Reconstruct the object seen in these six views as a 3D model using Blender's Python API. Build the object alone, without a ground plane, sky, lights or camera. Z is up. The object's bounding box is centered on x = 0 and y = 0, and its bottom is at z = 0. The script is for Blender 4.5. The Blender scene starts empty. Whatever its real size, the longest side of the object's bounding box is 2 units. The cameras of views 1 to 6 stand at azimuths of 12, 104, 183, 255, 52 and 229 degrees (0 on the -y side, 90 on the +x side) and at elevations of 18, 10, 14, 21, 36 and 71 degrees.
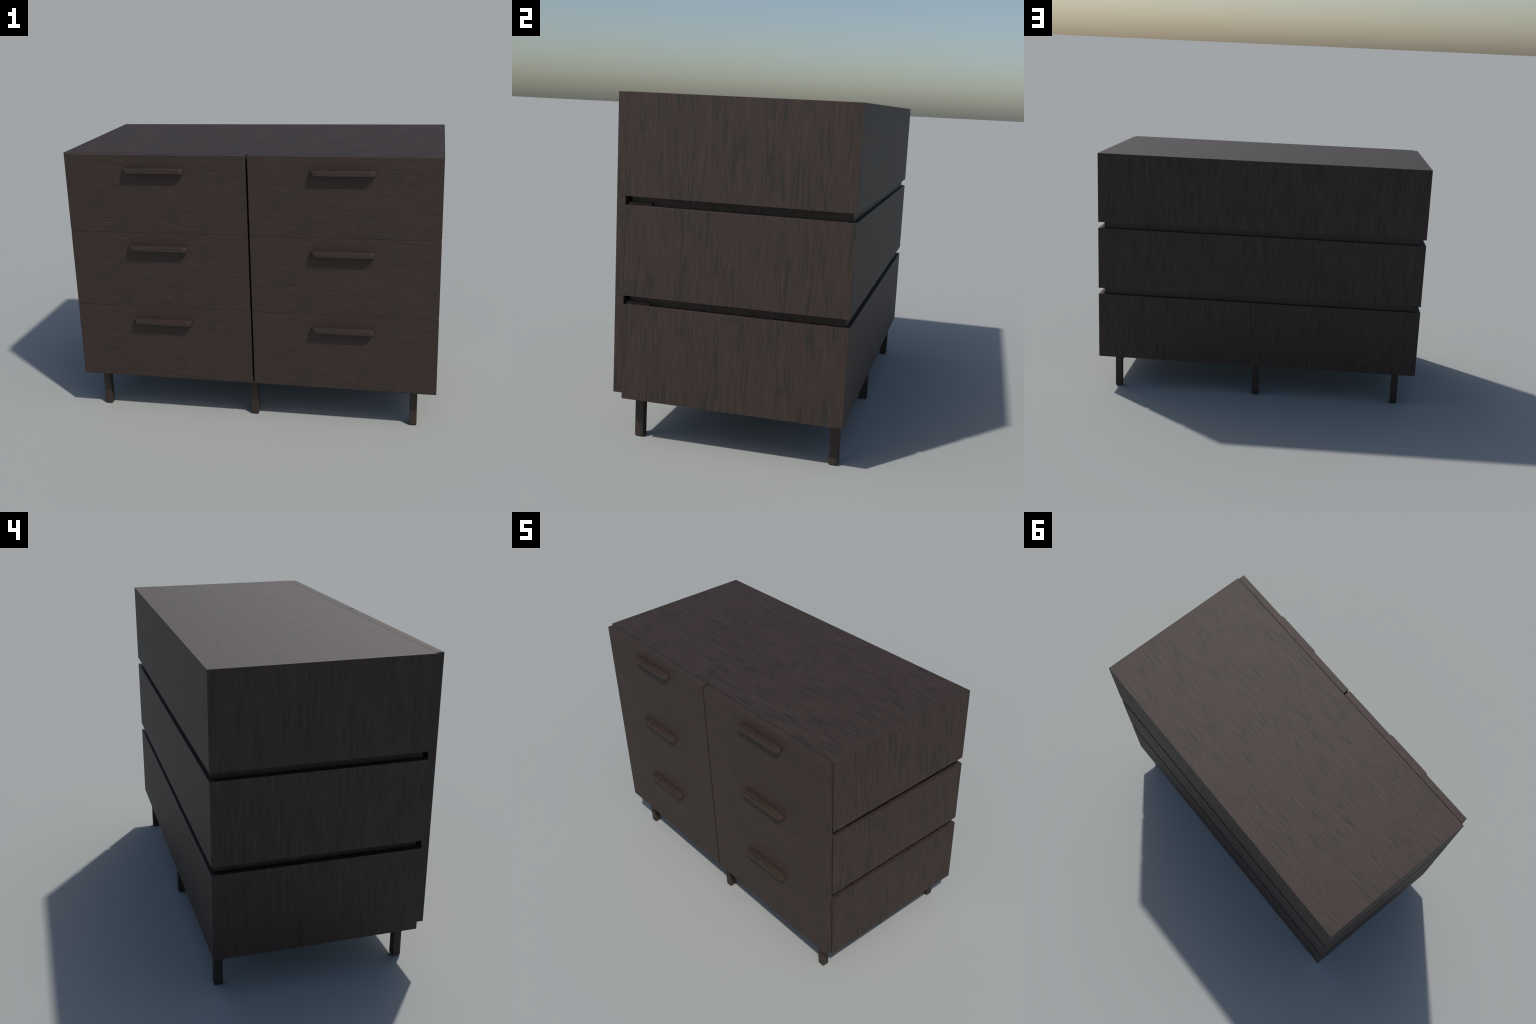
"""Dark wooden chest of drawers: three stacked carcass tiers with shadow gaps,
six drawer fronts with bar handles, six square legs on front-to-back rails."""
import bpy, bmesh, math

# ----------------------------------------------------------------- dimensions
HALF_W = 1.0000                    # carcass half width (x)
Y_FRONT, Y_BACK = -0.4420, 0.5170  # carcass depth
TIERS = [(0.2010, 0.6148), (0.6525, 1.0358), (1.0727, 1.4956)]   # z ranges
CORE_X, CORE_Y0, CORE_Y1 = 0.9645, -0.4270, 0.5000   # recessed core in the gaps

DRAWER_Y0, DRAWER_Y1 = -0.4830, -0.4445
COLUMNS = [(-0.9800, 0.0070), (0.0172, 0.9940)]      # x ranges of drawer fronts
ROW_BOTTOM, ROW_PITCH, ROW_H = 0.2240, 0.4240, 0.4228

HANDLE_HALF, HANDLE_DEPTH, HANDLE_H, HANDLE_R = 0.1650, 0.0335, 0.0225, 0.025
HANDLE_DROP = 0.0706               # drawer top edge to handle top

LEG = 0.0400
LEG_X = [-0.880, 0.0, 0.880]
LEG_Y = [-0.3990, 0.4730]
LEG_TOP = 0.2020


# ------------------------------------------------------------------ materials
def wood(name, axis, fine=1.0, seed=0.0, pores=1.0):
    """Dark stained veneer; 'axis' is the grain direction, 'fine' shortens the grain."""
    m = bpy.data.materials.new(name)
    m.use_nodes = True
    nt = m.node_tree
    nt.nodes.clear()
    N, L = nt.nodes.new, nt.links.new
    out = N("ShaderNodeOutputMaterial")
    bs = N("ShaderNodeBsdfPrincipled")
    L(bs.outputs[0], out.inputs[0])
    tc = N("ShaderNodeTexCoord")

    def noise(along, across, detail, rough, off, dist=0.0):
        mp = N("ShaderNodeMapping")
        s = [across * fine] * 3
        s[axis] = along * fine
        mp.inputs["Scale"].default_value = s
        mp.inputs["Location"].default_value = (off + seed, off * 1.7 + seed, off * 2.3 + seed)
        L(tc.outputs["Object"], mp.inputs["Vector"])
        n = N("ShaderNodeTexNoise")
        n.inputs["Scale"].default_value = 1.0
        n.inputs["Detail"].default_value = detail
        n.inputs["Roughness"].default_value = rough
        n.inputs["Distortion"].default_value = dist
        L(mp.outputs[0], n.inputs["Vector"])
        return n.outputs["Fac"]

    def ramp(src, stops):
        r = N("ShaderNodeValToRGB")
        e = r.color_ramp.elements
        e[0].position, e[0].color = stops[0][0], (stops[0][1],) * 3 + (1,)
        e[1].position, e[1].color = stops[-1][0], (stops[-1][1],) * 3 + (1,)
        for p, v in stops[1:-1]:
            x = e.new(p)
            x.color = (v, v, v, 1)
        L(src, r.inputs[0])
        return r.outputs[0]

    def math_(op, a, b):
        n = N("ShaderNodeMath")
        n.operation = op
        for i, v in enumerate((a, b)):
            if isinstance(v, (int, float)):
                n.inputs[i].default_value = v
            else:
                L(v, n.inputs[i])
        return n.outputs[0]

    def mix(fac, a, b):
        n = N("ShaderNodeMix")
        n.data_type = 'RGBA'
        if isinstance(fac, (int, float)):
            n.inputs[0].default_value = fac
        else:
            L(fac, n.inputs[0])
        for i, v in ((6, a), (7, b)):
            if isinstance(v, tuple):
                n.inputs[i].default_value = v + (1,)
            else:
                L(v, n.inputs[i])
        return n.outputs[2]

    # dark pore streaks, gathered in broad figure patches
    streak = ramp(noise(6.5, 78, 3.0, 0.6, 3.1, 0.15), [(0.50, 0.0), (0.585, 1.0)])
    figure = ramp(noise(4.0, 12, 2.0, 0.5, 7.7), [(0.38, 0.15), (0.58, 1.0)])
    dark = math_('MULTIPLY', streak, figure)
    # short sharp pores all over
    pore = ramp(noise(13, 150, 2.0, 0.5, 23.3, 0.1), [(0.56, 0.0), (0.66, 1.0)])
    dark = math_('MAXIMUM', dark, math_('MULTIPLY', pore, 0.55))
    # pale fibres
    pale = ramp(noise(5, 120, 2.0, 0.5, 11.3), [(0.52, 0.0), (0.74, 1.0)])
    # slow tone drift
    tone = noise(4.0, 30, 3.0, 0.6, 17.9)

    c = mix(tone, BASE_A, BASE_B)
    c = mix(math_('MULTIPLY', pale, 0.45), c, PALE)
    c = mix(math_('MULTIPLY', dark, pores), c, DARK)
    L(c, bs.inputs["Base Color"])

    bs.inputs["Roughness"].default_value = ROUGH
    bs.inputs["Specular IOR Level"].default_value = SPEC
    bmp = N("ShaderNodeBump")
    bmp.inputs["Strength"].default_value = 0.10
    bmp.inputs["Distance"].default_value = 0.001
    L(math_('SUBTRACT', 1.0, dark), bmp.inputs["Height"])
    L(bmp.outputs[0], bs.inputs["Normal"])
    return m


BASE_A = (0.0285, 0.0148, 0.0105)
BASE_B = (0.0375, 0.0208, 0.0150)
PALE = (0.060, 0.039, 0.030)
DARK = (0.0105, 0.0105, 0.0055)
ROUGH, SPEC = 0.66, 0.5

wood_x = wood("carcass_wood_grain_along", 0, 1.2, 0.0, 0.95)
wood_z = wood("carcass_wood_grain_upright", 2, 1.2, 5.0, 0.9)
wood_y = wood("wood_grain_deep", 1, 1.0, 9.0)
front_x = wood("drawer_wood_grain_along", 0, 2.0, 2.0, 0.72)
handle_x = wood("handle_wood", 0, 1.6, 4.0)


# ------------------------------------------------------------------- builders
def link(name, mesh, parent=None, loc=(0, 0, 0)):
    o = bpy.data.objects.new(name, mesh)
    bpy.context.collection.objects.link(o)
    o.location = loc
    o.parent = parent
    return o


def finish(bm, name, mats, pick, bevel, seg=2):
    """Bevel every sharp edge, assign a grain material per facing, smooth by angle."""
    if bevel:
        edges = [e for e in bm.edges if len(e.link_faces) == 2 and e.calc_face_angle() > 0.6]
        bmesh.ops.bevel(bm, geom=edges, offset=bevel, segments=seg, profile=0.5,
                        affect='EDGES', clamp_overlap=True)
    bmesh.ops.recalc_face_normals(bm, faces=bm.faces)
    for f in bm.faces:
        n = f.normal
        a = max(range(3), key=lambda i: abs(n[i]))
        f.material_index = pick[a]
        f.smooth = abs(n[a]) < 0.999     # flats stay flat, bevels and curves smooth
    me = bpy.data.meshes.new(name)
    bm.to_mesh(me)
    bm.free()
    for m in mats:
        me.materials.append(m)
    return me


def box_mesh(name, lo, hi, mats, pick, bevel=0.002, seg=2, open_front=0.0):
    bm = bmesh.new()
    bmesh.ops.create_cube(bm, size=1.0)
    for v in bm.verts:
        v.co = [lo[i] + (v.co[i] + 0.5) * (hi[i] - lo[i]) for i in range(3)]
    if open_front:                 # panel-edged front, drawer bay set back
        bmesh.ops.recalc_face_normals(bm, faces=bm.faces)
        f = min(bm.faces, key=lambda q: q.calc_center_median().y)
        bmesh.ops.inset_region(bm, faces=[f], thickness=0.020, use_even_offset=True)
        bm.normal_update()
        for v in f.verts:          # side panels are thicker than top and floor
            v.co.x -= math.copysign(0.03, v.co.x)
        g = bmesh.ops.extrude_discrete_faces(bm, faces=[f])["faces"][0]
        for v in g.verts:
            v.co.y += open_front
    return finish(bm, name, mats, pick, bevel, seg)


def handle_mesh():
    """Solid pull bar: plan outline with rounded front corners, back on y = 0."""
    bm = bmesh.new()
    pts = [(HANDLE_HALF, 0.004)]
    r, d, steps = HANDLE_R, HANDLE_DEPTH, 8
    for i in range(steps + 1):
        a = math.pi / 2 * i / steps
        pts.append((HANDLE_HALF - r + r * math.cos(a), -(d - r) - r * math.sin(a)))
    pts += [(-x, y) for x, y in reversed(pts)]
    vs = [bm.verts.new((x, y, 0)) for x, y in pts]
    f = bm.faces.new(vs)
    ext = bmesh.ops.extrude_face_region(bm, geom=[f])
    for v in ext["geom"]:
        if isinstance(v, bmesh.types.BMVert):
            v.co.z -= HANDLE_H
    bmesh.ops.recalc_face_normals(bm, faces=bm.faces)
    return finish(bm, "handle", [handle_x], [0, 0, 0], 0.0011, 2)


# ---------------------------------------------------------------------- build
chest = bpy.data.objects.new("chest_of_drawers", None)
bpy.context.collection.objects.link(chest)
chest["label"] = "wide dark brown wooden chest with six drawers on short legs"
chest["category"] = "chest of drawers"

# carcass tiers: top and underside grain along x, walls upright
for z0, z1 in TIERS:
    me = box_mesh("carcass_tier", (-HALF_W, Y_FRONT, z0), (HALF_W, Y_BACK, z1),
                  [wood_x, wood_z], [1, 1, 0], 0.0009, 2, open_front=0.047)
    link("carcass_tier", me, chest)

# recessed cores that show in the shadow gaps, and the runner end at the right
for (a, b) in ((TIERS[0][1], TIERS[1][0]), (TIERS[1][1], TIERS[2][0])):
    me = box_mesh("recessed_core", (-CORE_X, CORE_Y0, a - 0.02), (CORE_X, CORE_Y1, b + 0.02),
                  [wood_x, wood_z], [1, 1, 0], 0.0)
    link("recessed_core", me, chest)
    me = box_mesh("drawer_runner", (0.940, -0.4405, a - 0.006), (0.9755, -0.3330, a + 0.0125),
                  [wood_x, wood_z], [0, 0, 0], 0.0012)
    link("drawer_runner", me, chest)

# drawer fronts with handles; origin at the front's top centre so that every
# front carries the same veneer figure
h_mesh = handle_mesh()
for x0, x1 in COLUMNS:
    hw = (x1 - x0) / 2
    me = box_mesh("drawer_front", (-hw, DRAWER_Y0, -ROW_H), (hw, DRAWER_Y1, 0.0),
                  [front_x, wood_z], [1, 0, 0], 0.0009)
    for row in range(3):
        top = ROW_BOTTOM + row * ROW_PITCH + ROW_H
        d = link("drawer_front", me, chest, ((x0 + x1) / 2, 0, top))
        link("handle", h_mesh, d, (0, DRAWER_Y0, -HANDLE_DROP))

# legs and the rails that tie them front to back
leg_me = box_mesh("leg", (-LEG / 2, -LEG / 2, 0.0), (LEG / 2, LEG / 2, LEG_TOP),
                  [wood_z], [0, 0, 0], 0.0030, 2)
for lx in LEG_X:
    for ly in LEG_Y:
        link("leg", leg_me, chest, (lx, ly, 0))
    me = box_mesh("leg_rail", (-LEG / 2 + 0.001, LEG_Y[0] + LEG / 2 - 0.002, 0.1625),
                  (LEG / 2 - 0.001, LEG_Y[1] - LEG / 2 + 0.002, 0.2020), [wood_y], [0, 0, 0], 0.002)
    link("leg_rail", me, chest, (lx, 0, 0))
